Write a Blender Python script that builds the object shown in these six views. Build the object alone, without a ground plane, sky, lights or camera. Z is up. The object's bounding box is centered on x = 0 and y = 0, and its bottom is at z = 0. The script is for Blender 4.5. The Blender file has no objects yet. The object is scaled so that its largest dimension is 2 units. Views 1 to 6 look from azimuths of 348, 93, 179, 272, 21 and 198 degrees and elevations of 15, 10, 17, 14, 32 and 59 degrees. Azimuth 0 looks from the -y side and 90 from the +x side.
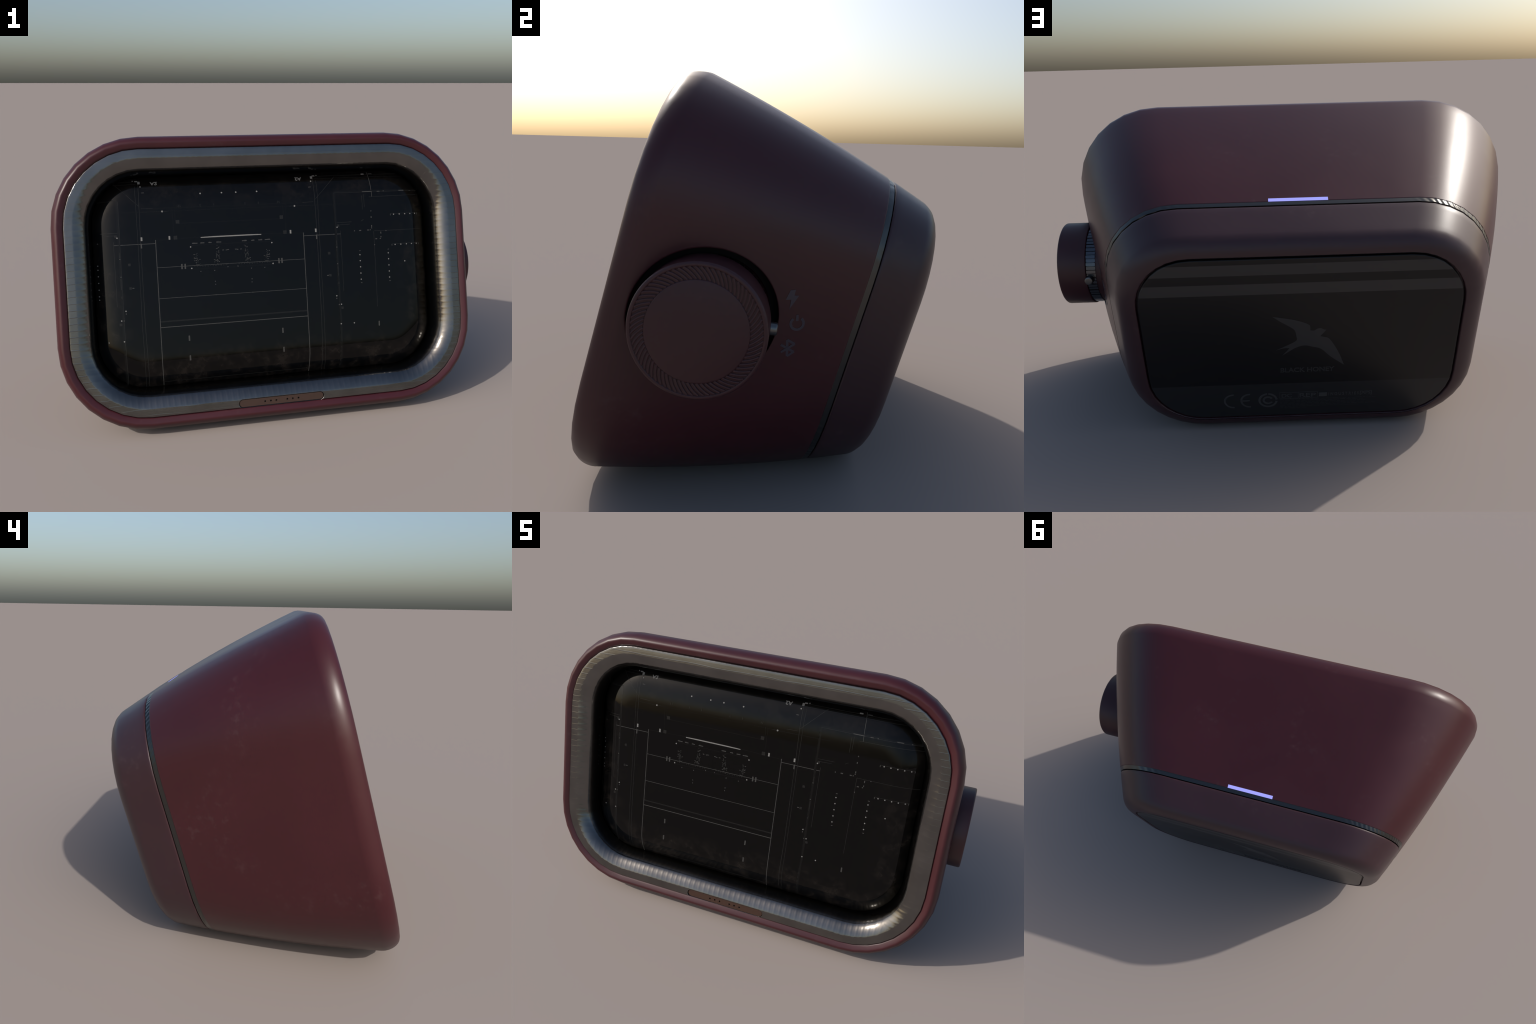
"""Desk speaker: tapered soft-cornered maroon housing leaning back on its foot edge,
brushed metal bezel round a pillowed black glass front, thin metal seam ring, rear cap
with a black name plate, side knob in a round pocket.

Everything is modelled in the housing's own frame: u across, s depth behind the front
plane, v up the front plane; one tilt brings the frame to the world."""
import bpy, bmesh, math, random
from math import sin, cos, tan, pi, radians, hypot
from mathutils import Matrix, Vector

random.seed(7)
TILT = 0.2677
FRAME = Matrix.Translation((-0.0269, -0.4018, 0.6688)) @ Matrix.Rotation(-TILT, 4, 'X')
CORNER_SEGMENTS = 8

# ------------------------------------------------------------------ housing rule
def half_w(s): return 0.9896 - s * tan(0.3522) + 0.0867 * s * (0.9 - s)
def half_h(s): return 0.6628 - s * tan(0.2445) + 0.0845 * s * (0.9 - s)
def corner(s): return 0.4034 - s * 0.1475 + 0.018 * s * (0.9 - s)
DEPTH = 0.8873
BAND0, BAND1, GAP1 = 0.6895, 0.7070, 0.7098
BEZEL = (0.9180, 0.5900, 0.3330)          # outer half width, half height, corner radius
SEAM_INSET = 0.115                        # bezel outline to glass outline
GLASS = (BEZEL[0] - SEAM_INSET, BEZEL[1] - SEAM_INSET + 0.004, BEZEL[2] - SEAM_INSET)
GLASS_S, GLASS_DROP, GLASS_EDGE = 0.0838, 0.041, 0.160
PLATE = (0.597, 0.381, 0.205)
KNOB_S, KNOB_V = 0.2746, 0.0040
X0 = 0.0269                               # world x -> u


# ------------------------------------------------------------------ mesh helpers
def rounded_ring(w, h, r, n=CORNER_SEGMENTS, mid=8):
    r = max(0.004, min(r, w - 1e-3, h - 1e-3))
    pts = []
    for k, (sx, sv) in enumerate(((1, 1), (-1, 1), (-1, -1), (1, -1))):
        arc = []
        for i in range(n + 1):
            a = pi / 2 * i / n
            if k % 2: a = pi / 2 - a
            arc.append((sx * (w - r + r * cos(a)), sv * (h - r + r * sin(a))))
        pts += arc
        # straight run to the next corner
        nx, nv = ((-1, 1), (-1, -1), (1, -1), (1, 1))[k]
        a = 0 if (k + 1) % 2 == 0 else pi / 2
        end = (nx * (w - r + r * cos(a)), nv * (h - r + r * sin(a)))
        for i in range(1, mid):
            t = i / mid
            pts.append((arc[-1][0] * (1 - t) + end[0] * t, arc[-1][1] * (1 - t) + end[1] * t))
    return pts


def make_mesh(name, verts, faces):
    me = bpy.data.meshes.new(name)
    me.from_pydata(verts, [], faces)
    bm = bmesh.new(); bm.from_mesh(me)
    bmesh.ops.recalc_face_normals(bm, faces=bm.faces)
    bm.to_mesh(me); bm.free()
    return me


def smooth(me, angle=35):
    me.shade_smooth()
    me.set_sharp_from_angle(angle=radians(angle))


def loft(name, sections, closed=False, cap0=False, cap1=False):
    """sections: list of (ring points, s)"""
    n = len(sections[0][0]); verts = []; faces = []
    for ring, s in sections:
        verts += [(u, s, v) for u, v in ring]
    m = len(sections)
    for j in range(m if closed else m - 1):
        a, b = j * n, (j + 1) % m * n
        for i in range(n):
            k = (i + 1) % n
            faces.append((a + i, a + k, b + k, b + i))
    if cap0: faces.append(tuple(range(n)))
    if cap1: faces.append(tuple((m - 1) * n + i for i in range(n)))
    return make_mesh(name, verts, faces)


def add(name, me, parent, mat=None, place=True):
    ob = bpy.data.objects.new(name, me)
    bpy.context.scene.collection.objects.link(ob)
    if mat:
        me.materials.clear(); me.materials.append(mat)
    ob.parent = parent
    return ob


def revolve_x(name, profile, n=96, s0=KNOB_S, v0=KNOB_V, cap=True):
    """profile: (world x, radius) turned about an axis parallel to x"""
    verts, faces = [], []
    for x, r in profile:
        for i in range(n):
            a = 2 * pi * i / n
            verts.append((x + X0, s0 + r * cos(a), v0 + r * sin(a)))
    for j in range(len(profile) - 1):
        for i in range(n):
            k = (i + 1) % n
            faces.append((j * n + i, j * n + k, (j + 1) * n + k, (j + 1) * n + i))
    if cap:
        faces.append(tuple(range(n)))
        faces.append(tuple((len(profile) - 1) * n + i for i in range(n)))
    return make_mesh(name, verts, faces)


def boolean(me, cutter_meshes):
    ob = bpy.data.objects.new("work", me); bpy.context.scene.collection.objects.link(ob)
    cs = []
    for c in cutter_meshes:
        co = bpy.data.objects.new("work_cutter", c); bpy.context.scene.collection.objects.link(co)
        mod = ob.modifiers.new("cut", 'BOOLEAN'); mod.object = co; mod.operation = 'DIFFERENCE'; mod.solver = 'EXACT'
        cs.append(co)
    dg = bpy.context.evaluated_depsgraph_get()
    out = bpy.data.meshes.new_from_object(ob.evaluated_get(dg))
    for o in [ob] + cs:
        bpy.data.objects.remove(o)
    return out


class Bag:
    """collects several closed pieces into one mesh"""
    def __init__(self): self.v, self.f = [], []
    def prism(self, outline, surf, lift, sink):
        """outline in 2D, laid on surf(a, b, lift) -> 3D, as a solid of its own"""
        b, n = len(self.v), len(outline)
        self.v += [surf(x, y, lift) for x, y in outline] + [surf(x, y, -sink) for x, y in outline]
        self.f.append(tuple(range(b, b + n)))
        self.f.append(tuple(range(b + 2 * n - 1, b + n - 1, -1)))
        for i in range(n):
            k = (i + 1) % n
            self.f.append((b + i, b + n + i, b + n + k, b + k))
    def ribbon(self, pts, width, surf, lift=0.0005, sink=0.0012, step=0.02, closed=False):
        line = [pts[0]]
        for p, q in zip(pts, pts[1:] + ([pts[0]] if closed else [])):
            m = max(1, int(hypot(q[0] - p[0], q[1] - p[1]) / step))
            line += [(p[0] + (q[0] - p[0]) * i / m, p[1] + (q[1] - p[1]) * i / m) for i in range(1, m + 1)]
        if closed: line.pop()
        n, b, h = len(line), len(self.v), width / 2
        for i, (x, y) in enumerate(line):
            if closed: p, q = line[i - 1], line[(i + 1) % n]
            else: p, q = line[max(0, i - 1)], line[min(n - 1, i + 1)]
            dx, dy = q[0] - p[0], q[1] - p[1]; L = hypot(dx, dy) or 1
            nx, ny = -dy / L * h, dx / L * h
            self.v += [surf(x + nx, y + ny, lift), surf(x - nx, y - ny, lift), surf(x - nx, y - ny, -sink), surf(x + nx, y + ny, -sink)]
        for i in range(n if closed else n - 1):
            a, c = b + 4 * i, b + 4 * ((i + 1) % n)
            for k in range(4):
                self.f.append((a + k, a + (k + 1) % 4, c + (k + 1) % 4, c + k))
        if not closed:
            self.f.append((b, b + 3, b + 2, b + 1)); e = b + 4 * (n - 1)
            self.f.append((e, e + 1, e + 2, e + 3))
    def rect(self, x, y, w, h, surf, lift=0.0010, sink=0.0012):
        self.prism([(x - w / 2, y - h / 2), (x + w / 2, y - h / 2), (x + w / 2, y + h / 2), (x - w / 2, y + h / 2)], surf, lift, sink)
    def dot(self, x, y, r, surf, lift=0.0010, n=8):
        self.prism([(x + r * cos(2 * pi * i / n), y + r * sin(2 * pi * i / n)) for i in range(n)], surf, lift, 0.0012)
    def text(self, body, x0, x1, y0, y1, surf, lift=0.0004, flip_x=False, flip_y=False, bold=0.012):
        cu = bpy.data.curves.new("lettering", 'FONT'); cu.body = body; cu.offset = bold
        ob = bpy.data.objects.new("lettering", cu); bpy.context.scene.collection.objects.link(ob)
        bpy.context.view_layer.update()
        me = bpy.data.meshes.new_from_object(ob.evaluated_get(bpy.context.evaluated_depsgraph_get()))
        xs = [p.co.x for p in me.vertices]; ys = [p.co.y for p in me.vertices]
        ax, bx, ay, by = min(xs), max(xs), min(ys), max(ys)
        b, n = len(self.v), len(me.vertices)
        flat = []
        for p in me.vertices:
            t, w = (p.co.x - ax) / (bx - ax), (p.co.y - ay) / (by - ay)
            if flip_x: t = 1 - t
            if flip_y: w = 1 - w
            flat.append((x0 + (x1 - x0) * t, y0 + (y1 - y0) * w))
        self.v += [surf(x, y, lift) for x, y in flat] + [surf(x, y, -0.001) for x, y in flat]
        edges = {}
        for poly in me.polygons:
            vs = list(poly.vertices)
            self.f.append(tuple(b + i for i in vs)); self.f.append(tuple(b + n + i for i in reversed(vs)))
            for i, k in zip(vs, vs[1:] + vs[:1]):
                edges[(i, k)] = 1
        for (i, k) in edges:
            if (k, i) not in edges:
                self.f.append((b + i, b + n + i, b + n + k, b + k))
        bpy.data.objects.remove(ob); bpy.data.meshes.remove(me); bpy.data.curves.remove(cu)
    def mesh(self, name): return make_mesh(name, self.v, self.f)


# ------------------------------------------------------------------ materials
def material(name, base, rough, metallic=0.0, spec=0.5, coat=0.0):
    m = bpy.data.materials.new(name); m.use_nodes = True
    nt = m.node_tree; b = nt.nodes["Principled BSDF"]
    b.inputs["Base Color"].default_value = (*base, 1)
    b.inputs["Roughness"].default_value = rough
    b.inputs["Metallic"].default_value = metallic
    b.inputs["Specular IOR Level"].default_value = spec
    b.inputs["Coat Weight"].default_value = coat
    return m, nt, b


def node(nt, kind, **kw):
    n = nt.nodes.new(kind)
    for k, v in kw.items():
        if k in n.inputs: n.inputs[k].default_value = v
        else: setattr(n, k, v)
    return n


def math_node(nt, op, a, b=None, c=None, clamp=False):
    n = nt.nodes.new("ShaderNodeMath"); n.operation = op; n.use_clamp = clamp
    for i, x in enumerate((a, b, c)):
        if x is None: continue
        if isinstance(x, (int, float)): n.inputs[i].default_value = x
        else: nt.links.new(x, n.inputs[i])
    return n.outputs[0]


def smoothstep(nt, x, lo, hi):
    n = nt.nodes.new("ShaderNodeMapRange"); n.interpolation_type = 'SMOOTHSTEP'
    nt.links.new(x, n.inputs["Value"]); n.inputs["From Min"].default_value = lo; n.inputs["From Max"].default_value = hi
    return n.outputs["Result"]


def noise(nt, coord, scale, detail=3, rough=0.5, stretch=None):
    n = nt.nodes.new("ShaderNodeTexNoise"); n.inputs["Scale"].default_value = scale
    n.inputs["Detail"].default_value = detail; n.inputs["Roughness"].default_value = rough
    if stretch:
        mp = nt.nodes.new("ShaderNodeMapping"); mp.inputs["Scale"].default_value = stretch
        nt.links.new(coord, mp.inputs["Vector"]); coord = mp.outputs[0]
    nt.links.new(coord, n.inputs["Vector"])
    return n.outputs["Fac"]


def mix_color(nt, fac, a, b):
    n = nt.nodes.new("ShaderNodeMix"); n.data_type = 'RGBA'
    if isinstance(fac, float): n.inputs["Factor"].default_value = fac
    else: nt.links.new(fac, n.inputs["Factor"])
    for sock, x in (("A", a), ("B", b)):
        s = [i for i in n.inputs if i.name == sock and i.type == 'RGBA'][0]
        if isinstance(x, tuple): s.default_value = (*x, 1)
        else: nt.links.new(x, s)
    return [o for o in n.outputs if o.type == 'RGBA'][0]


def object_coord(nt):
    tc = nt.nodes.new("ShaderNodeTexCoord")
    sep = nt.nodes.new("ShaderNodeSeparateXYZ"); nt.links.new(tc.outputs["Object"], sep.inputs[0])
    return tc, tc.outputs["Object"], sep.outputs


def lacquer(name, base, rough, dust):
    """soft-touch maroon lacquer with faint clouding, dust specks and a fine grain"""
    m, nt, b = material(name, base, rough, spec=0.5)
    tc, co, xyz = object_coord(nt)
    cloud = smoothstep(nt, noise(nt, co, 2.3, 4, 0.55), 0.35, 0.7)
    dark = tuple(c * 0.88 for c in base)
    col = mix_color(nt, cloud, dark, base)
    where = smoothstep(nt, noise(nt, co, 3.1, 2, 0.5), 0.52, 0.68)
    speck = smoothstep(nt, noise(nt, co, 34, 3, 0.55), 0.50, 0.80)
    fac = math_node(nt, 'MULTIPLY', math_node(nt, 'MULTIPLY', where, speck), dust)
    col = mix_color(nt, fac, col, (0.13, 0.085, 0.085))
    # ambient shade baked into the colour: downward faces darkened
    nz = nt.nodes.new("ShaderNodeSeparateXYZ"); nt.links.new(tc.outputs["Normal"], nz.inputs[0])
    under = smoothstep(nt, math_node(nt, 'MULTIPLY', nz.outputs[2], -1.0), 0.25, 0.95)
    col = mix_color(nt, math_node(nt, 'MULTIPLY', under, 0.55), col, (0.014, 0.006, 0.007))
    nt.links.new(col, b.inputs["Base Color"])
    r = math_node(nt, 'ADD', math_node(nt, 'MULTIPLY', cloud, 0.05), rough - 0.02)
    r = math_node(nt, 'ADD', r, math_node(nt, 'MULTIPLY', fac, 0.25))
    nt.links.new(r, b.inputs["Roughness"])
    bev = node(nt, "ShaderNodeBevel"); bev.samples = 6; bev.inputs["Radius"].default_value = 0.006
    bump = node(nt, "ShaderNodeBump"); bump.inputs["Strength"].default_value = 0.05; bump.inputs["Distance"].default_value = 0.002
    nt.links.new(noise(nt, co, 420, 2, 0.5), bump.inputs["Height"])
    nt.links.new(bev.outputs[0], bump.inputs["Normal"])
    nt.links.new(bump.outputs[0], b.inputs["Normal"])
    return m


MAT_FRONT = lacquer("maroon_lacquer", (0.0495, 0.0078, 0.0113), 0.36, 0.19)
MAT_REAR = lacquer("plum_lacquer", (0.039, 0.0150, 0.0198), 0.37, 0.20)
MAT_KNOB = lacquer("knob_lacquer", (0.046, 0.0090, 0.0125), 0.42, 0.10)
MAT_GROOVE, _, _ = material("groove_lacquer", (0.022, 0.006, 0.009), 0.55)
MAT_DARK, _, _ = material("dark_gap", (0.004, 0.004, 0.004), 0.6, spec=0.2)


def brushed_bezel():
    m, nt, b = material("brushed_bezel_metal", (0.17, 0.165, 0.158), 0.16, metallic=1.0)
    tc, co, xyz = object_coord(nt)
    nrm = nt.nodes.new("ShaderNodeSeparateXYZ"); nt.links.new(tc.outputs["Normal"], nrm.inputs[0])
    nx = math_node(nt, 'ABSOLUTE', nrm.outputs[0]); nz = math_node(nt, 'ABSOLUTE', nrm.outputs[2])
    facing = math_node(nt, 'ABSOLUTE', nrm.outputs[1])
    flat = smoothstep(nt, facing, 0.985, 0.999)
    wob = noise(nt, co, 4, 2, 0.5)
    def hairs(axis, spacing, width):
        p = math_node(nt, 'ADD', math_node(nt, 'DIVIDE', axis, spacing), math_node(nt, 'MULTIPLY', wob, 0.8))
        d = math_node(nt, 'PINGPONG', p, 0.5)
        return math_node(nt, 'SUBTRACT', 1.0, smoothstep(nt, d, 0.0, width))
    lines = hairs(xyz[2], 0.0285, 0.09)
    # brushed long hairs along u
    hair = noise(nt, co, 1.0, 4, 0.7, (3.0, 6.0, 170.0))
    flat_h = math_node(nt, 'ADD', math_node(nt, 'MULTIPLY', lines, 0.36), math_node(nt, 'MULTIPLY', hair, 0.36))
    side = math_node(nt, 'GREATER_THAN', nx, nz)
    per_u = hairs(xyz[0], 0.0265, 0.34); per_v = hairs(xyz[2], 0.0285, 0.34)
    roll = math_node(nt, 'ADD', math_node(nt, 'MULTIPLY', per_v, side), math_node(nt, 'MULTIPLY', per_u, math_node(nt, 'SUBTRACT', 1.0, side)))
    h = math_node(nt, 'ADD', math_node(nt, 'MULTIPLY', flat_h, flat), math_node(nt, 'MULTIPLY', math_node(nt, 'MULTIPLY', roll, 0.50), math_node(nt, 'SUBTRACT', 1.0, flat)))
    bump = node(nt, "ShaderNodeBump"); bump.inputs["Strength"].default_value = 0.35; bump.inputs["Distance"].default_value = 0.0012
    bev = node(nt, "ShaderNodeBevel"); bev.samples = 6; bev.inputs["Radius"].default_value = 0.0035
    tip = node(nt, "ShaderNodeVectorMath"); tip.operation = 'MULTIPLY_ADD'      # shading normal tipped down so the flat mirrors ground, not bright sky
    nt.links.new(flat, tip.inputs[0]); tip.inputs[1].default_value = (0, 0.008, -0.032)
    nt.links.new(bev.outputs[0], tip.inputs[2]); nt.links.new(tip.outputs[0], bump.inputs["Normal"])
    nt.links.new(h, bump.inputs["Height"]); nt.links.new(bump.outputs[0], b.inputs["Normal"])
    smear = noise(nt, co, 7, 4, 0.6)
    nt.links.new(math_node(nt, 'ADD', 0.11, math_node(nt, 'MULTIPLY', smear, 0.12)), b.inputs["Roughness"])
    # throat of the bezel: base colour goes darker with depth
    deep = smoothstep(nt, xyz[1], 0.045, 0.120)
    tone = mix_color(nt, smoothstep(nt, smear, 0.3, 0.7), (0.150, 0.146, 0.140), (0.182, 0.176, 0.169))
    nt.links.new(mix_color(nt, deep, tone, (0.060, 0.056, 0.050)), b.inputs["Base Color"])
    return m


def steel(name, base, rough, spacing=0.012, strength=0.4):
    m, nt, b = material(name, base, rough, metallic=1.0)
    tc, co, xyz = object_coord(nt)
    w = nt.nodes.new("ShaderNodeTexWave"); w.wave_type = 'BANDS'; w.bands_direction = 'DIAGONAL'
    w.inputs["Scale"].default_value = 1 / spacing / 3; w.inputs["Distortion"].default_value = 1.5
    nt.links.new(co, w.inputs["Vector"])
    # hatch shows on the corners only
    cx = math_node(nt, 'ABSOLUTE', xyz[0]); cz = math_node(nt, 'ABSOLUTE', xyz[2])
    at = math_node(nt, 'MULTIPLY', smoothstep(nt, cx, 0.40, 0.52), smoothstep(nt, cz, 0.18, 0.30))
    h = math_node(nt, 'MULTIPLY', w.outputs["Fac"], at)
    bump = node(nt, "ShaderNodeBump"); bump.inputs["Strength"].default_value = strength; bump.inputs["Distance"].default_value = 0.002
    nt.links.new(h, bump.inputs["Height"]); nt.links.new(bump.outputs[0], b.inputs["Normal"])
    return m


def black_glass():
    m, nt, b = material("black_front_glass", (0.0016, 0.0016, 0.0016), 0.035, spec=0.21)
    tc, co, xyz = object_coord(nt)
    ax = math_node(nt, 'ABSOLUTE', xyz[0]); az = math_node(nt, 'ABSOLUTE', xyz[2])
    rim = math_node(nt, 'MAXIMUM', smoothstep(nt, ax, 0.60, 0.76), smoothstep(nt, az, 0.27, 0.40))
    brown_mottle = smoothstep(nt, noise(nt, co, 17, 7, 0.7), 0.42, 0.72)
    low = smoothstep(nt, xyz[2], 0.45, -0.30)
    brown_mottle = math_node(nt, 'MULTIPLY', brown_mottle, math_node(nt, 'ADD', 0.45, math_node(nt, 'MULTIPLY', low, 0.55)))
    fac = math_node(nt, 'MULTIPLY', rim, brown_mottle)
    nt.links.new(mix_color(nt, fac, (0.0016, 0.0016, 0.0016), (0.0120, 0.0098, 0.0082)), b.inputs["Base Color"])
    nt.links.new(math_node(nt, 'ADD', 0.035, math_node(nt, 'MULTIPLY', fac, 0.10)), b.inputs["Roughness"])
    return m


def name_plate_mat():
    m, nt, b = material("black_name_plate", (0.0042, 0.0042, 0.0047), 0.22, spec=0.35)
    tc, co, xyz = object_coord(nt)
    v = xyz[2]
    def between(lo, hi): return math_node(nt, 'MULTIPLY', math_node(nt, 'GREATER_THAN', v, lo), math_node(nt, 'LESS_THAN', v, hi))
    bars = math_node(nt, 'ADD', between(0.314, 0.359), between(0.230, 0.277))
    foot = math_node(nt, 'LESS_THAN', v, -0.206)
    col = mix_color(nt, bars, (0.0042, 0.0042, 0.0047), (0.036, 0.0335, 0.032))
    col = mix_color(nt, foot, col, (0.015, 0.015, 0.016))
    nt.links.new(col, b.inputs["Base Color"])
    nt.links.new(math_node(nt, 'ADD', 0.33, math_node(nt, 'MULTIPLY', noise(nt, co, 14, 5, 0.6), 0.05)), b.inputs["Roughness"])
    return m


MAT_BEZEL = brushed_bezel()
MAT_BAND = steel("blued_steel", (0.098, 0.098, 0.094), 0.30, spacing=0.016, strength=0.6)
MAT_RING = steel("knurled_steel", (0.115, 0.12, 0.13), 0.24, strength=0.0)
MAT_PIN, _, _ = material("pin_steel", (0.16, 0.16, 0.155), 0.34, metallic=1.0)
MAT_GLASS = black_glass()
MAT_PLATE = name_plate_mat()
MAT_PILL, _, _ = material("brown_anodised", (0.115, 0.070, 0.054), 0.35, metallic=0.8)
PRINT = {}
for key, c in dict(bright=0.185, mid=0.050, faint=0.014, dim=0.0095, haze=0.0052).items():
    PRINT[key], _, _ = material(key + "_print", (c, c * 0.98, c * 0.93), 0.10, spec=0.21)
MAT_LOGO, _, _ = material("plate_print", (0.045, 0.045, 0.046), 0.35, spec=0.35)
MAT_BIRD, _, _ = material("emblem_print", (0.030, 0.030, 0.031), 0.35, spec=0.35)
MAT_LOGO_DIM, _, _ = material("plate_print_dim", (0.027, 0.027, 0.028), 0.35, spec=0.35)
MAT_ICON, _, _ = material("icon_print", (0.041, 0.033, 0.049), 0.32, spec=0.6)
MAT_LED, nt_led, b_led = material("indicator_light", (0.0, 0.0, 0.0), 0.5, spec=0.0)
b_led.inputs["Emission Color"].default_value = (0.376, 0.39, 1.0, 1)
b_led.inputs["Emission Strength"].default_value = 1.0

# ------------------------------------------------------------------ root
root = bpy.data.objects.new("desk_speaker", None)
bpy.context.scene.collection.objects.link(root)
root["label"] = "maroon desk speaker, brushed metal bezel, black glass front, side knob"
root["category"] = "desk speaker"


def part(name, me, mat, parent=root):
    ob = add(name, me, parent, mat)
    if parent is root:
        ob.matrix_local = FRAME
    return ob


def section(s, inset, s_shape=None):
    k = s if s_shape is None else s_shape
    return rounded_ring(half_w(k) - inset, half_h(k) - inset, corner(k) - inset), s


# ------------------------------------------------------------------ front housing
prof = [(0.088, 0.050), (0.0735, 0.030), (0.0716, 0.016), (0.0700, 0.0110), (0.0660, 0.0082), (0.057, 0.0041), (0.0505, 0.0015), (0.0480, 0.0010)]
for i in range(1, 13):                     # outer roll of the rim: superelliptic quarter
    a = pi / 2 * i / 12
    e = 2 / 1.62
    prof.append((0.0475 * (1 - sin(a) ** e), 0.0010 + 0.0710 * (1 - cos(a) ** e)))
for i in range(1, 15):
    prof.append((0.0, 0.072 + (BAND0 - 0.006 - 0.072) * i / 14))
prof += [(0.0, BAND0 - 0.0004), (0.0006, BAND0), (0.008, BAND0), (0.055, BAND0), (0.19, 0.66), (0.19, 0.24), (0.098, 0.165)]
shell = loft("front_shell", [section(s, i) for i, s in prof], closed=True)
def tilted_drum(name, r, under, top=None, flat_top=None, n=96):
    """drum along x whose inner end (and outer end, unless flat) lies parallel to the sloping side wall"""
    ring = [(KNOB_S + r * cos(2 * pi * i / n), KNOB_V + r * sin(2 * pi * i / n)) for i in range(n)]
    verts = [(half_w(s) - under, s, v) for s, v in ring]
    verts += [(half_w(s) - top if flat_top is None else flat_top, s, v) for s, v in ring]
    faces = [(i, (i + 1) % n, n + (i + 1) % n, n + i) for i in range(n)] + [tuple(range(n)), tuple(range(n, 2 * n))]
    return make_mesh(name, verts, faces)
shell = boolean(shell, [tilted_drum("pocket", 0.2000, 0.060, flat_top=1.25)])
smooth(shell, 32)
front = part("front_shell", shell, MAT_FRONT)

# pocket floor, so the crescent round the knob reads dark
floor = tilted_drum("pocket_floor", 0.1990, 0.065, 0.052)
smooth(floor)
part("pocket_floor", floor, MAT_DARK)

# ------------------------------------------------------------------ seam ring and light
def outset_profile(pairs): return [section(s, i) for i, s in pairs]
band = loft("seam_ring", outset_profile([(0.06, BAND0 + 0.0003), (0.0010, BAND0 + 0.0003), (0.0008, BAND0 + 0.004), (0.0008, BAND1 - 0.004), (0.0010, BAND1), (0.06, BAND1)]), closed=True)
smooth(band, 50)
part("seam_ring", band, MAT_BAND)
gap = loft("seam_gap", outset_profile([(0.07, BAND1 + 0.0006), (0.010, BAND1 + 0.0006), (0.010, GAP1 + 0.001), (0.07, GAP1 + 0.001)]), closed=True)
part("seam_gap", gap, MAT_DARK)

def top_surf(x, s, lift): return (x, s, half_h(s) + lift)
led = Bag()
led.prism([(-0.1095, 0.6745), (0.1090, 0.6745), (0.1090, 0.6892), (-0.1095, 0.6892)], top_surf, 0.0008, 0.006)
part("indicator_light", led.mesh("indicator_light"), MAT_LED)

# ------------------------------------------------------------------ rear cap
RR = 0.0535
prof = [(0.09, GAP1 + 0.0012), (0.012, GAP1 + 0.0004), (0.005, GAP1 + 0.0006), (0.0024, GAP1 + 0.0020), (0.0008, GAP1 + 0.0046), (0.0, GAP1 + 0.009)]
for i in range(1, 7):
    prof.append((0.0, GAP1 + 0.009 + (DEPTH - RR - GAP1 - 0.009) * i / 6))
for i in range(1, 12):
    a = pi / 2 * i / 11
    prof.append((RR * (1 - cos(a)), DEPTH - RR + RR * sin(a)))
E_IN = half_w(DEPTH) - PLATE[0]            # inset at which the name plate starts
secs = [section(s, i) for i, s in prof]
for extra, s in ((0.0100, DEPTH), (0.0080, DEPTH - 0.0008), (0.0066, DEPTH - 0.003), (0.0064, DEPTH - 0.022)):
    secs.append((rounded_ring(PLATE[0] + extra, PLATE[1] + extra, PLATE[2] + extra), s))
secs.append((rounded_ring(0.45, 0.25, 0.1), DEPTH - 0.022))
secs.append((rounded_ring(0.45, 0.25, 0.1), GAP1 + 0.03))
rear_me = loft("rear_cap", secs, closed=True)
smooth(rear_me, 32)
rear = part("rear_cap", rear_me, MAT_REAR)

# name plate
P = PLATE
plate_me = loft("name_plate", [(rounded_ring(P[0] - 0.001, P[1] - 0.001, P[2]), DEPTH - 0.021), (rounded_ring(P[0], P[1], P[2]), DEPTH - 0.006),
                               (rounded_ring(P[0] - 0.0006, P[1] - 0.0006, P[2]), DEPTH - 0.0032), (rounded_ring(P[0] - 0.0026, P[1] - 0.0026, P[2]), DEPTH - 0.0012),
                               (rounded_ring(P[0] - 0.006, P[1] - 0.006, P[2] - 0.004), DEPTH - 0.0008)], cap0=True, cap1=True)
smooth(plate_me, 40)
plate = part("name_plate", plate_me, MAT_PLATE)
def plate_surf(x, y, lift): return (-x, DEPTH - 0.0008 + lift, y)   # x as read from behind


def spline(ctrl, per=5):
    """closed Catmull-Rom through control points; a repeated point makes a sharp tip"""
    out, n = [], len(ctrl)
    for i in range(n):
        p0, p1, p2, p3 = (Vector(ctrl[(i + k) % n]) for k in (-1, 0, 1, 2))
        if (p1 - p2).length < 1e-6: continue
        for k in range(per):
            t = k / per
            q = 0.5 * ((2 * p1) + (p2 - p0) * t + (2 * p0 - 5 * p1 + 4 * p2 - p3) * t * t + (3 * p1 - p0 - 3 * p2 + p3) * t ** 3)
            out.append((q.x, q.y))
    return out

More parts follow.
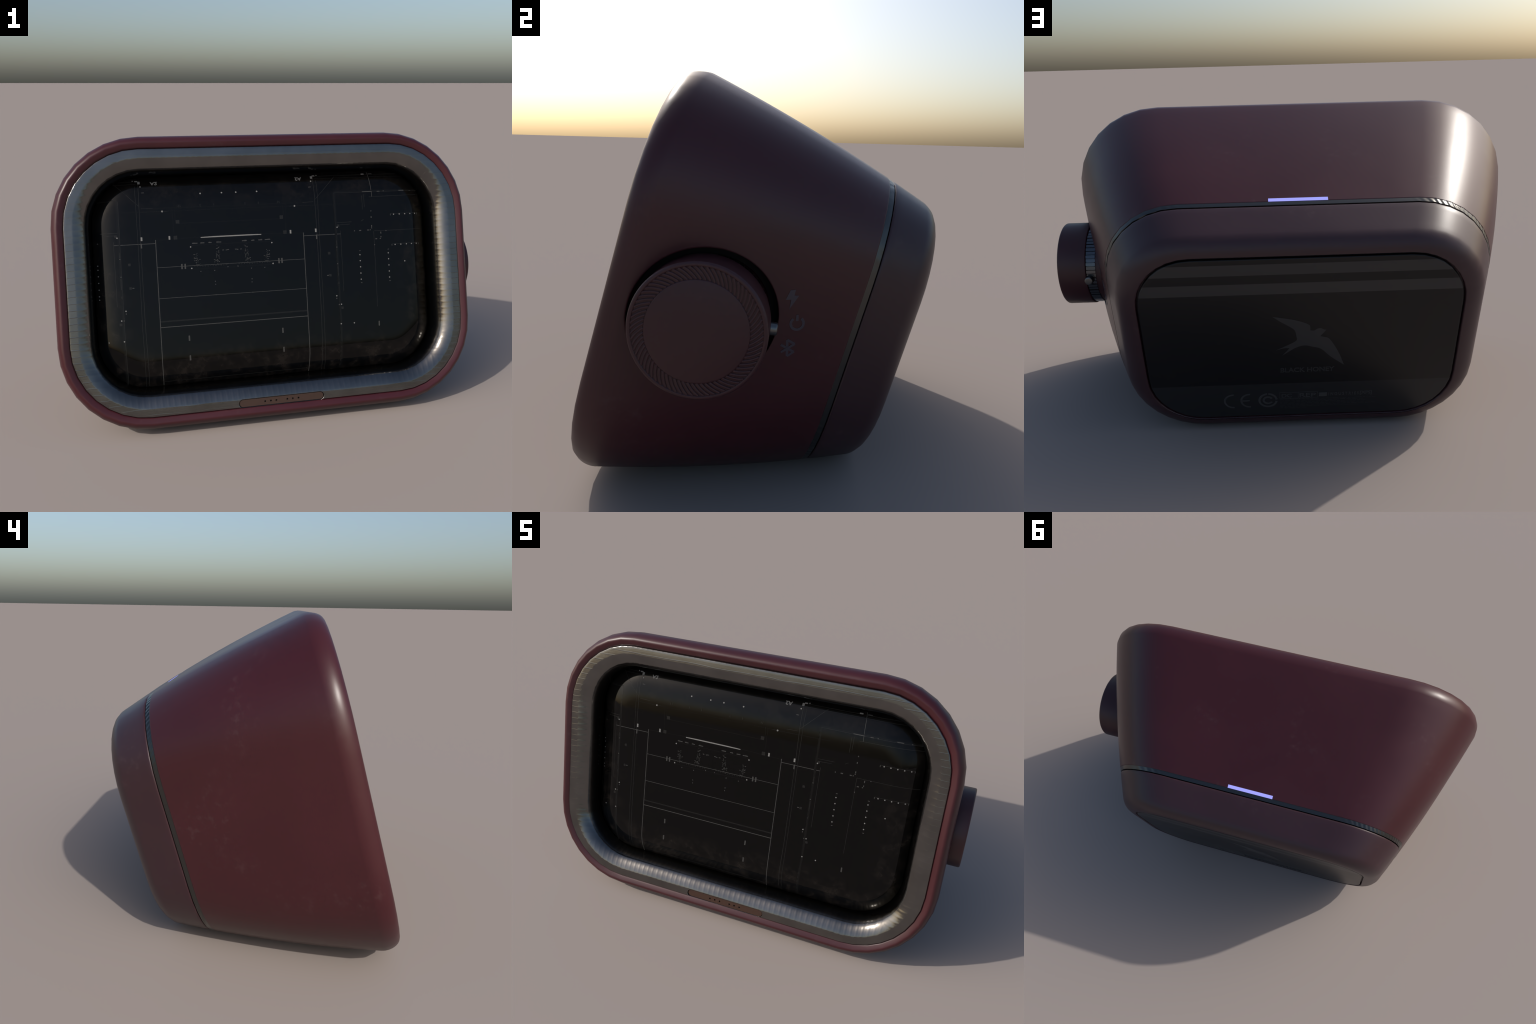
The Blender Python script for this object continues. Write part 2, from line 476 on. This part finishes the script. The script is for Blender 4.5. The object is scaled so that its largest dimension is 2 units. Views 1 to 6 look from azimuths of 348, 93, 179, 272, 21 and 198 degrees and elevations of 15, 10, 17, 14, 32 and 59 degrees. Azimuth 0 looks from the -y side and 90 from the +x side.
# swallow in flight: far wing, head, near wing, belly, forked tail
far_wing = [(-0.107, 0.128), (-0.107, 0.128), (-0.067, 0.1195), (-0.027, 0.110), (0.004, 0.099), (0.025, 0.088), (0.033, 0.077)]
head = [(0.034, 0.059), (0.034, 0.059), (0.049, 0.058), (0.062, 0.0665), (0.073, 0.068), (0.085, 0.0615), (0.095, 0.061), (0.095, 0.061), (0.084, 0.045), (0.071, 0.029), (0.071, 0.029)]
near_wing = [(0.088, 0.0245), (0.104, 0.018), (0.121, -0.008), (0.139, -0.043), (0.153, -0.077), (0.166, -0.117), (0.166, -0.117), (0.128, -0.086), (0.102, -0.061), (0.085, -0.041), (0.067, -0.028)]
belly_tail = [(0.043, -0.021), (0.023, -0.0145), (0.007, -0.0138), (-0.008, -0.018), (-0.027, -0.027), (-0.050, -0.0435), (-0.072, -0.060), (-0.072, -0.060), (-0.058, -0.042), (-0.044, -0.0235), (-0.044, -0.0235), (-0.069, -0.0255), (-0.097, -0.034), (-0.097, -0.034)]
back_edge = [(-0.069, -0.019), (-0.045, -0.0065), (-0.025, 0.006), (-0.0165, 0.016), (-0.0185, 0.033), (-0.022, 0.053), (-0.029, 0.067), (-0.052, 0.085), (-0.079, 0.1045)]
bird = Bag(); bird.prism(spline(far_wing + head + near_wing + belly_tail + back_edge), plate_surf, 0.0004, 0.002)
part("bird_emblem", bird.mesh("bird_emblem"), MAT_BIRD, plate)
word = Bag(); word.text("BLACK HONEY", -0.081, 0.129, -0.148, -0.124, plate_surf, bold=0.02)
part("maker_lettering", word.mesh("maker_lettering"), MAT_LOGO_DIM, plate)

fine = Bag()
def arc(cx, cy, rx, ry, a0, a1, n=28): return [(cx + rx * cos(radians(a0 + (a1 - a0) * i / n)), cy + ry * sin(radians(a0 + (a1 - a0) * i / n))) for i in range(n + 1)]
fine.ribbon(arc(-0.274, -0.2945, 0.0345, 0.0345, 86, 274), 0.0075, plate_surf)
fine.ribbon(arc(-0.208, -0.2935, 0.0345, 0.0345, 86, 274), 0.0075, plate_surf)
fine.rect(-0.225, -0.2935, 0.032, 0.0070, plate_surf, 0.0007)
cx, cy = -0.1345, -0.2945
fine.ribbon(arc(cx, cy, 0.0345, 0.0345, 96, 352, 40), 0.0085, plate_surf)
fine.ribbon(arc(cx, cy, 0.0345, 0.0345, 4, 86, 16), 0.0085, plate_surf)
fine.ribbon(arc(cx, cy, 0.0175, 0.0175, 30, 330, 32), 0.0085, plate_surf)
fine.ribbon([(-0.0865, -0.2555), (0.0655, -0.2555), (0.0655, -0.2885), (-0.0865, -0.2885)], 0.0016, plate_surf, closed=True)
fine.rect(-0.0125, -0.272, 0.0016, 0.0325, plate_surf, 0.0006)
fine.text("DC", -0.079, -0.038, -0.283, -0.263, plate_surf)
fine.text("REP", -0.007, 0.059, -0.283, -0.262, plate_surf)
fine.rect(0.087, -0.2715, 0.032, 0.020, plate_surf)
fine.text("I N D U S T R I E S", 0.110, 0.232, -0.279, -0.263, plate_surf)
fine.text("[XPS]", 0.237, 0.285, -0.282, -0.260, plate_surf)
part("marking_row", fine.mesh("marking_row"), MAT_LOGO, plate)
small = Bag()
for row in range(7):                       # rows of micro text too small to read
    y = -0.2935 - row * 0.0078
    x, end = -0.086, (0.298, 0.246, 0.262, 0.252, 0.300, 0.225, 0.02)[row]
    while x < end:
        w = random.uniform(0.008, 0.024)
        small.rect(x + w / 2, y, w, 0.0026, plate_surf, 0.0006)
        x += w + random.uniform(0.004, 0.007)
ob = part("micro_lines", small.mesh("micro_lines"), MAT_LOGO_DIM, plate); ob["kind"] = "stuff"

# ------------------------------------------------------------------ bezel
bw, bh, br = BEZEL
bez = [(0.001, 0.056), (0.0, 0.0120), (0.0008, 0.0085), (0.0046, 0.0043), (0.0062, 0.0040), (0.014, 0.0039), (0.026, 0.0039), (0.037, 0.0039), (0.0405, 0.0040),
       (0.0440, 0.0047), (0.049, 0.0060), (0.055, 0.0078), (0.062, 0.0107), (0.069, 0.0142), (0.076, 0.0188), (0.0825, 0.0240), (0.0885, 0.0305), (0.094, 0.0395),
       (0.099, 0.0520), (0.104, 0.0700), (0.109, 0.0945), (0.1145, 0.1265), (0.1160, 0.150), (0.060, 0.150)]
bez_me = loft("bezel", [(rounded_ring(bw - i, bh - i, br - i), s) for i, s in bez], closed=True)
PILL_V, PILL_W, PILL_H = -0.5695, 0.2000, 0.0190
def stadium(w, h, n=12):
    pts = [(w - h + h * cos(a), h * sin(a)) for a in [(-pi / 2 + pi * i / n) for i in range(n + 1)]]
    return pts + [(-x, -y) for x, y in pts]
def stadium_prism(name, w, h, s0, s1, extra=()):
    ring = [(x, y + PILL_V) for x, y in stadium(w, h)]
    return loft(name, [(ring, s0), (ring, s1)], cap0=True, cap1=True)
bez_me = boolean(bez_me, [stadium_prism("slot", PILL_W, PILL_H, -0.05, 0.0135)])
smooth(bez_me, 30)
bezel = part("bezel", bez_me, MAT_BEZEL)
pill = stadium_prism("contact_strip", PILL_W - 0.0030, PILL_H - 0.0030, 0.0078, 0.0134)
holes = []
for x in (-0.0785, -0.0520, -0.0262, 0.0255, 0.0518, 0.0785):
    n = 16
    ring = [(x + 0.0042 * cos(2 * pi * i / n), PILL_V + 0.0042 * sin(2 * pi * i / n)) for i in range(n)]
    holes.append(loft("hole", [(ring, 0.0), (ring, 0.02)], cap0=True, cap1=True))
pill = boolean(pill, holes)
smooth(pill, 30)
part("contact_strip", pill, MAT_PILL, bezel)
well = stadium_prism("slot_floor", PILL_W - 0.001, PILL_H - 0.001, 0.0128, 0.0150)
part("slot_floor", well, MAT_DARK, bezel)

# ------------------------------------------------------------------ black glass
gw, gh, gr = GLASS
def glass_drop(inset):
    t = min(1.0, max(0.0, 1 - inset / GLASS_EDGE))
    return GLASS_S + GLASS_DROP * t ** 2.8
def glass_surf(u, v, lift):
    qx, qy = abs(u) - (gw - gr), abs(v) - (gh - gr)
    inset = gr - (hypot(qx, qy) if qx > 0 and qy > 0 else max(qx, qy))
    return (u, glass_drop(inset) - lift, v)
rings = [(-0.0005, 0.150), (0.0, glass_drop(0))]
rings += [(GLASS_EDGE * i / 26, glass_drop(GLASS_EDGE * i / 26)) for i in range(1, 27)]
rings.append((0.18, GLASS_S))
glass_me = loft("front_glass", [(rounded_ring(gw - i, gh - i, gr - i, n=16), s) for i, s in rings], cap1=True)
smooth(glass_me, 60)
glass = part("front_glass", glass_me, MAT_GLASS)

# circuit-like print: the drawing is mirrored about CENTER and runs off the glass on one side
CENTER = -0.178
ink = {k: Bag() for k in PRINT}
def on(du, v, m): return CENTER + m * du, v
def inside(u, v): return abs(u) < gw - 0.004 and abs(v) < gh - 0.004
def line(tone, width, *pts):
    for m in (1, -1):
        p = [on(x, y, m) for x, y in pts]
        keep = [q for q in p if inside(*q)]
        if len(keep) < len(p):             # clip against the sides
            lim = gw - 0.006
            p = [(max(-lim, min(lim, x)), max(-gh + 0.006, min(gh - 0.006, y))) for x, y in p]
            if len({round(x, 4) for x, _ in p}) == 1 and abs(p[0][0]) >= lim - 1e-6: continue
        ink[tone].ribbon(p, width, glass_surf)
def box(tone, du, v, w, h):
    for m in (1, -1):
        u, y = on(du, v, m)
        if inside(abs(u) + w / 2, y): ink[tone].rect(u, y, w, h, glass_surf)
def dot(tone, du, v, r=0.0034):
    r *= 0.88
    for m in (1, -1):
        u, y = on(du, v, m)
        if inside(abs(u) + r, y): ink[tone].dot(u, y, r, glass_surf, 0.0012)

THIN, HAIR = 0.0024, 0.0019
# the large frame in the middle
line('mid', 0.0030, (0.3466, 0.189), (0.3466, -0.380), (0.344, -0.474))
line('mid', 0.0030, (0.0, -0.207), (0.345, -0.207))
line('dim', 0.0062, (0.0, -0.181), (0.345, -0.181))
line('mid', HAIR, (0.0, -0.0763), (0.345, -0.0763))
line('mid', HAIR, (0.0, 0.0635), (0.345, 0.0635))
line('faint', HAIR, (0.0, -0.4565), (0.343, -0.4565))
line('mid', THIN, (0.347, 0.173), (0.532, 0.173))
line('bright', 0.0052, (0.0, 0.1908), (0.142, 0.1908))
# long verticals
line('faint', THIN, (0.4105, 0.445), (0.4135, 0.174), (0.4135, -0.192), (0.409, -0.399), (0.408, -0.472))
line('faint', HAIR, (0.4265, 0.435), (0.4250, 0.173), (0.4262, -0.192), (0.423, -0.400), (0.4229, -0.472))
line('haze', 0.0105, (0.5085, 0.371), (0.5090, 0.111), (0.5090, -0.253), (0.5040, -0.472))
line('faint', HAIR, (0.5040, 0.371), (0.5045, 0.111), (0.5045, -0.253), (0.500, -0.472))
line('faint', HAIR, (0.5320, 0.189), (0.5313, -0.1016))
line('faint', HAIR, (0.7010, 0.178), (0.6994, -0.1876))
line('faint', HAIR, (0.6493, 0.353), (0.6490, 0.2855))
line('faint', HAIR, (0.6597, 0.359), (0.6593, 0.297))
line('mid', HAIR, (0.6930, 0.468), (0.6970, 0.427), (0.7014, 0.345))
# horizontals
line('faint', HAIR, (0.4246, 0.456), (0.875, 0.457)); line('faint', HAIR, (0.4220, 0.444), (0.893, 0.444))
line('faint', HAIR, (0.5080, 0.3705), (0.9646, 0.3685)); line('haze', 0.0050, (0.5080, 0.3755), (0.9600, 0.3735))
line('faint', HAIR, (0.6851, 0.3448), (0.9635, 0.3488))
line('faint', HAIR, (0.7016, 0.179), (0.9850, 0.179))
line('faint', HAIR, (0.9619, -0.064), (0.9830, -0.064))
line('faint', HAIR, (0.515, 0.2272), (0.590, 0.2282)); line('faint', HAIR, (0.521, 0.2160), (0.580, 0.2176))
line('faint', HAIR, (0.652, 0.2375), (0.6388, 0.2295))
line('faint', HAIR, (0.5233, 0.4525), (0.4105, 0.341)); line('faint', HAIR, (0.350, 0.3312), (0.4037, 0.3322))
line('haze', HAIR, (0.5644, 0.4186), (0.5564, 0.3188)); line('haze', HAIR, (0.5564, 0.3180), (0.310, 0.316))
line('haze', HAIR, (0.2522, 0.332), (0.2542, 0.268)); line('haze', HAIR, (0.2655, 0.332), (0.2620, 0.200))
line('haze', HAIR, (0.0, 0.259), (0.240, 0.259)); line('haze', HAIR, (0.0, 0.3300), (0.348, 0.3312)); line('haze', HAIR, (0.0, 0.1968), (0.345, 0.1868))
for i in range(46):                        # dotted ruler
    dot('faint', 0.004 + i * 0.0092, 0.3165, 0.0014)
dot('bright', 0.3100, 0.3162, 0.0048); line('faint', HAIR, (0.285, 0.3162), (0.305, 0.3162))
# lamps in rows and columns
for x in (0.8091, 0.8387, 0.8683, 0.8972, 0.9262): dot('bright', x, 0.2555)
for x in (0.8083, 0.8385, 0.8682, 0.8971, 0.9265): dot('bright', x, 0.1075)
for y in (0.2555, 0.1078):
    line('faint', HAIR, (0.792, y + 0.004), (0.941, y + 0.004)); box('mid', 0.7920, y - 0.001, 0.0026, 0.0080); box('mid', 0.9405, y - 0.001, 0.0026, 0.0080)
for y in (0.0678, 0.0388, 0.0092, -0.0210, -0.0506): dot('bright', 0.6234, y)
for y in (0.0688, 0.0396, 0.0096, -0.0200, -0.0495): dot('bright', 0.7701, y)
for x in (0.6225, 0.7690):
    line('haze', HAIR, (x, 0.086), (x, -0.068)); box('mid', x + 0.002, 0.0868, 0.0080, 0.0026); box('mid', x + 0.002, -0.0675, 0.0080, 0.0026)
for y in (0.086, 0.0678, 0.0388, 0.0092, -0.0210, -0.0506, -0.066):   # lamp column on the far left shoulder
    ink['bright'].dot(-0.7845, y, 0.0028, glass_surf, 0.0012)
# single marks
for x, y in ((0.8544, 0.0246), (0.4947, -0.1217), (0.5160, -0.1637), (0.5092, -0.2569), (0.5758, -0.2579), (0.5155, 0.2055)): dot('bright', x, y, 0.0036)
for x, y in ((0.494, -0.1339), (0.505, -0.1641), (0.4955, 0.1728), (0.5086, 0.111), (0.7015, 0.1123), (0.7644, 0.1775), (0.6022, 0.1841), (0.6922, 0.2763), (0.6912, 0.194), (0.5080, 0.0310)): dot('mid', x, y, 0.0030)
for x, y, w, h in ((0.6316, 0.1845, 0.0100, 0.0048), (0.6722, 0.1846, 0.0090, 0.0042), (0.6834, 0.1852, 0.0042, 0.0042), (0.6917, 0.2466, 0.0044, 0.0080), (0.6918, 0.2033, 0.0040, 0.0090),
                   (0.7374, 0.1690, 0.0040, 0.0100), (0.7365, 0.1490, 0.0040, 0.0060), (0.7330, 0.1408, 0.0060, 0.0036), (0.7120, 0.1404, 0.0095, 0.0040), (0.4564, -0.0215, 0.0085, 0.0038)): box('mid', x, y, w, h)
for x, y in ((0.4685, 0.0839), (0.4686, -0.0217), (0.5202, -0.1805), (0.5210, 0.2125)): box('faint', x, y, 0.0115, 0.0115)
for x, y in ((0.2568, 0.195), (0.2431, 0.2664)): box('faint', x, y, 0.0165, 0.0165)
for x, y, h in ((0.2840, 0.1954, 0.0165), (0.4083, 0.1960, 0.0165)): box('bright', x, y, 0.0074, h)
box('mid', 0.4109, 0.1649, 0.0060, 0.0210)
for x, y in ((0.2198, -0.2648), (0.2201, -0.3543), (0.2199, 0.0622), (0.2348, 0.0627)): box('mid', x, y, 0.0068, 0.0235)
box('mid', 0.7030, -0.2696, 0.0060, 0.0230)
for x, h in ((0.0729, 0.0105), (0.1360, 0.0105), (0.2281, 0.0105), (0.2361, 0.0105)): box('faint', x, 0.338, 0.0030, h)
for x in (0.0335, 0.1326): dot('bright', x, 0.3917, 0.0042)
for x, y in ((0.0235, 0.0492), (0.0861, 0.0359), (0.1501, 0.0356), (0.0862, -0.0140), (0.0854, -0.0282), (0.0862, -0.0760)): dot('mid', x, y, 0.0028)
for x, y in ((0.1905, 0.1492), (0.1909, 0.0516)): dot('bright', x, y, 0.0038)
# run of dashes along the doubled vertical and the top edge
for x, y, w in ((0.6780, 0.3709, 0.050), (0.7361, 0.3702, 0.014), (0.7627, 0.3709, 0.005), (0.8580, 0.3716, 0.028), (0.9076, 0.3706, 0.005)): box('mid', x, y, w, 0.0034)
box('bright', 0.6690, 0.4593, 0.0150, 0.0050); box('mid', 0.7080, 0.4597, 0.0200, 0.0040)
for x, y, h in ((0.5090, 0.128, 0.026), (0.5090, 0.006, 0.034), (0.5090, -0.018, 0.016), (0.5090, -0.060, 0.012)): box('faint', x, y, 0.0036, h)
# corner tags and the figures beside them
box('bright', 0.4070, 0.4505, 0.0105, 0.0120); box('bright', 0.4185, 0.4578, 0.0130, 0.0052); dot('bright', 0.4011, 0.4318, 0.0036); dot('bright', 0.4340, 0.4600, 0.0030)
box('mid', 0.3915, 0.4035, 0.0130, 0.0026)
for m in (1, -1):
    a, b = sorted((CENTER + m * 0.3245, CENTER + m * 0.3570))
    ink['bright'].text("A2", a, b, 0.4375, 0.4530, glass_surf, 0.0012, flip_x=(m == 1), flip_y=True, bold=0.03)
# legend dashes over the little diagram
for x, w in ((0.0598, 0.0230), (0.1003, 0.0150), (0.1357, 0.0190), (0.1705, 0.0260)):
    box('mid', x, 0.1648, w, 0.0036); box('faint', x + w * 0.2, 0.1682, w * 0.5, 0.0024)
# little diagram: a frame and clustered pixels
line('haze', HAIR, (0.0, 0.1570), (0.1905, 0.1560)); line('haze', HAIR, (0.0, 0.0470), (0.1900, 0.0470))
rnd = random.Random(11)
for cx, lo, hi, k in ((0.0640, 0.070, 0.150, 30), (0.0760, 0.066, 0.120, 14), (0.1690, 0.062, 0.118, 22), (0.1560, 0.062, 0.090, 10)):
    for _ in range(k):
        box(rnd.choice(('mid', 'faint', 'mid')), cx + rnd.choice((-0.0058, -0.0014, -0.0014, 0.0030, 0.0074)), lo + round(rnd.uniform(0, hi - lo) / 0.0047) * 0.0047, rnd.choice((0.0026, 0.0030, 0.0062)), 0.0026)
for x in (0.018, 0.026, 0.042): box('mid', x, 0.1275 + rnd.uniform(-0.001, 0.001), 0.0080, 0.0030)
for i in range(13): box('faint', 0.030 + i * 0.0122, 0.0585 + rnd.uniform(-0.002, 0.002), rnd.uniform(0.003, 0.007), 0.0028)
for i in range(15):                        # dot raster behind it
    for j in range(8): dot('haze', 0.008 + i * 0.0122, 0.066 + j * 0.0115, 0.0010)
for key, bag in ink.items():
    ob = part(key + "_print", bag.mesh(key + "_print"), PRINT[key], glass); ob["kind"] = "stuff"

# ------------------------------------------------------------------ knob
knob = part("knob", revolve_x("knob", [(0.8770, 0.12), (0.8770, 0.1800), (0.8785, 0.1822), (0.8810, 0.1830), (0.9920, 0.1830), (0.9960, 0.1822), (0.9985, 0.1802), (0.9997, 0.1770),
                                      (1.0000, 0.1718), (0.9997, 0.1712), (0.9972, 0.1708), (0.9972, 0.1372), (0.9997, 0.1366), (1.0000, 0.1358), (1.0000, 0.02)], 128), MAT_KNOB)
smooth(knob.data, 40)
teeth = Bag()
def face_surf(a, b, lift): return (0.9972 + X0 + lift, KNOB_S + a, KNOB_V + b)
N_RIDGE = 74
for i in range(N_RIDGE):                   # swirled ridges between rim and centre disc
    base = 2 * pi * i / N_RIDGE
    pts = []
    for k in range(5):
        t = k / 4
        r = 0.1712 - (0.1712 - 0.1366) * t
        a = base - radians(11.5) * (t ** 0.9)
        pts.append((r * cos(a), r * sin(a)))
    teeth.ribbon(pts, 0.0064, face_surf, 0.0024, 0.001, step=0.05)
grip = part("grip_ridges", teeth.mesh("grip_ridges"), MAT_KNOB, knob); grip["kind"] = "stuff"

# knurled steel collar behind the cap
prof2 = []
N_TOOTH = 68
for i in range(N_TOOTH):
    a0, da = 2 * pi * i / N_TOOTH, 2 * pi / N_TOOTH
    r = 0.1782 if i % 2 else 0.1768
    prof2 += [(a0 + da * 0.00, 0.1725), (a0 + da * 0.10, 0.1725), (a0 + da * 0.16, r), (a0 + da * 0.94, r)]
verts, faces, n = [], [], len(prof2)
for end in (0, 1):
    verts += [(0.8768 + X0 if end else 0.8370 + X0, KNOB_S + r * cos(a), KNOB_V + r * sin(a)) for a, r in prof2]
faces = [(i, (i + 1) % n, n + (i + 1) % n, n + i) for i in range(n)] + [tuple(range(n)), tuple(range(n, 2 * n))]
collar_me = make_mesh("collar", verts, faces)
collar = part("collar", collar_me, MAT_RING, knob)
shaft_me = tilted_drum("shaft", 0.1745, 0.056, flat_top=0.8420 + X0)   # runs square into the collar
smooth(shaft_me)
part("shaft", shaft_me, MAT_KNOB, knob)

# pointer pin, straight out to the rear of the collar
def pin_mesh():
    d = Vector((0, cos(radians(-7) - 0), sin(radians(-7))))     # world direction
    d = FRAME.to_3x3().inverted() @ d
    c = Vector((0.8640 + X0, KNOB_S, KNOB_V))
    e1 = Vector((1, 0, 0)); e2 = d.cross(e1)
    verts, faces, n = [], [], 28
    rings = [(0.160, 0.0186), (0.196, 0.0186), (0.1995, 0.0176), (0.2012, 0.0152), (0.2018, 0.011)]
    for t, r in rings:
        for i in range(n):
            a = 2 * pi * i / n
            verts.append(c + d * t + (e1 * cos(a) + e2 * sin(a)) * r)
    for j in range(len(rings) - 1):
        for i in range(n):
            k = (i + 1) % n
            faces.append((j * n + i, j * n + k, (j + 1) * n + k, (j + 1) * n + i))
    faces += [tuple(range(n)), tuple((len(rings) - 1) * n + i for i in range(n))]
    return make_mesh("pointer_pin", [tuple(v) for v in verts], faces)
pin_me = pin_mesh(); smooth(pin_me, 50)
part("pointer_pin", pin_me, MAT_PIN, knob)

# ------------------------------------------------------------------ side symbols
def side_surf(s, v, lift): return (half_w(s) + lift, s, v)
bolt = Bag(); bolt.prism([(0.479, 0.135), (0.493, 0.140), (0.494, 0.1225), (0.507, 0.125), (0.4915, 0.080), (0.489, 0.109), (0.4735, 0.105)], side_surf, 0.0010, 0.003)
part("bolt_symbol", bolt.mesh("bolt_symbol"), MAT_ICON, front)
power = Bag()
pc, pr, up = (0.526, 0.0435), 0.0182, radians(105)
power.ribbon([(pc[0] + pr * cos(up + radians(38 + 284 * i / 30)), pc[1] + pr * sin(up + radians(38 + 284 * i / 30))) for i in range(31)], 0.0074, side_surf, 0.0010, 0.003)
power.ribbon([(pc[0] + 0.0265 * cos(up), pc[1] + 0.0265 * sin(up)), (pc[0] + 0.008 * cos(up), pc[1] + 0.008 * sin(up))], 0.0070, side_surf, 0.0013, 0.003)
part("power_symbol", power.mesh("power_symbol"), MAT_ICON, front)
rune = Bag()
path = [(0.4995, -0.0275), (0.5415, -0.0415), (0.5265, -0.0580), (0.5130, -0.0095), (0.5375, -0.0175), (0.5060, -0.0495)]
for k, (p, q) in enumerate(zip(path, path[1:])):
    rune.ribbon([p, q], 0.0068, side_surf, 0.0010 + 0.0001 * k, 0.003)
part("wireless_symbol", rune.mesh("wireless_symbol"), MAT_ICON, front)
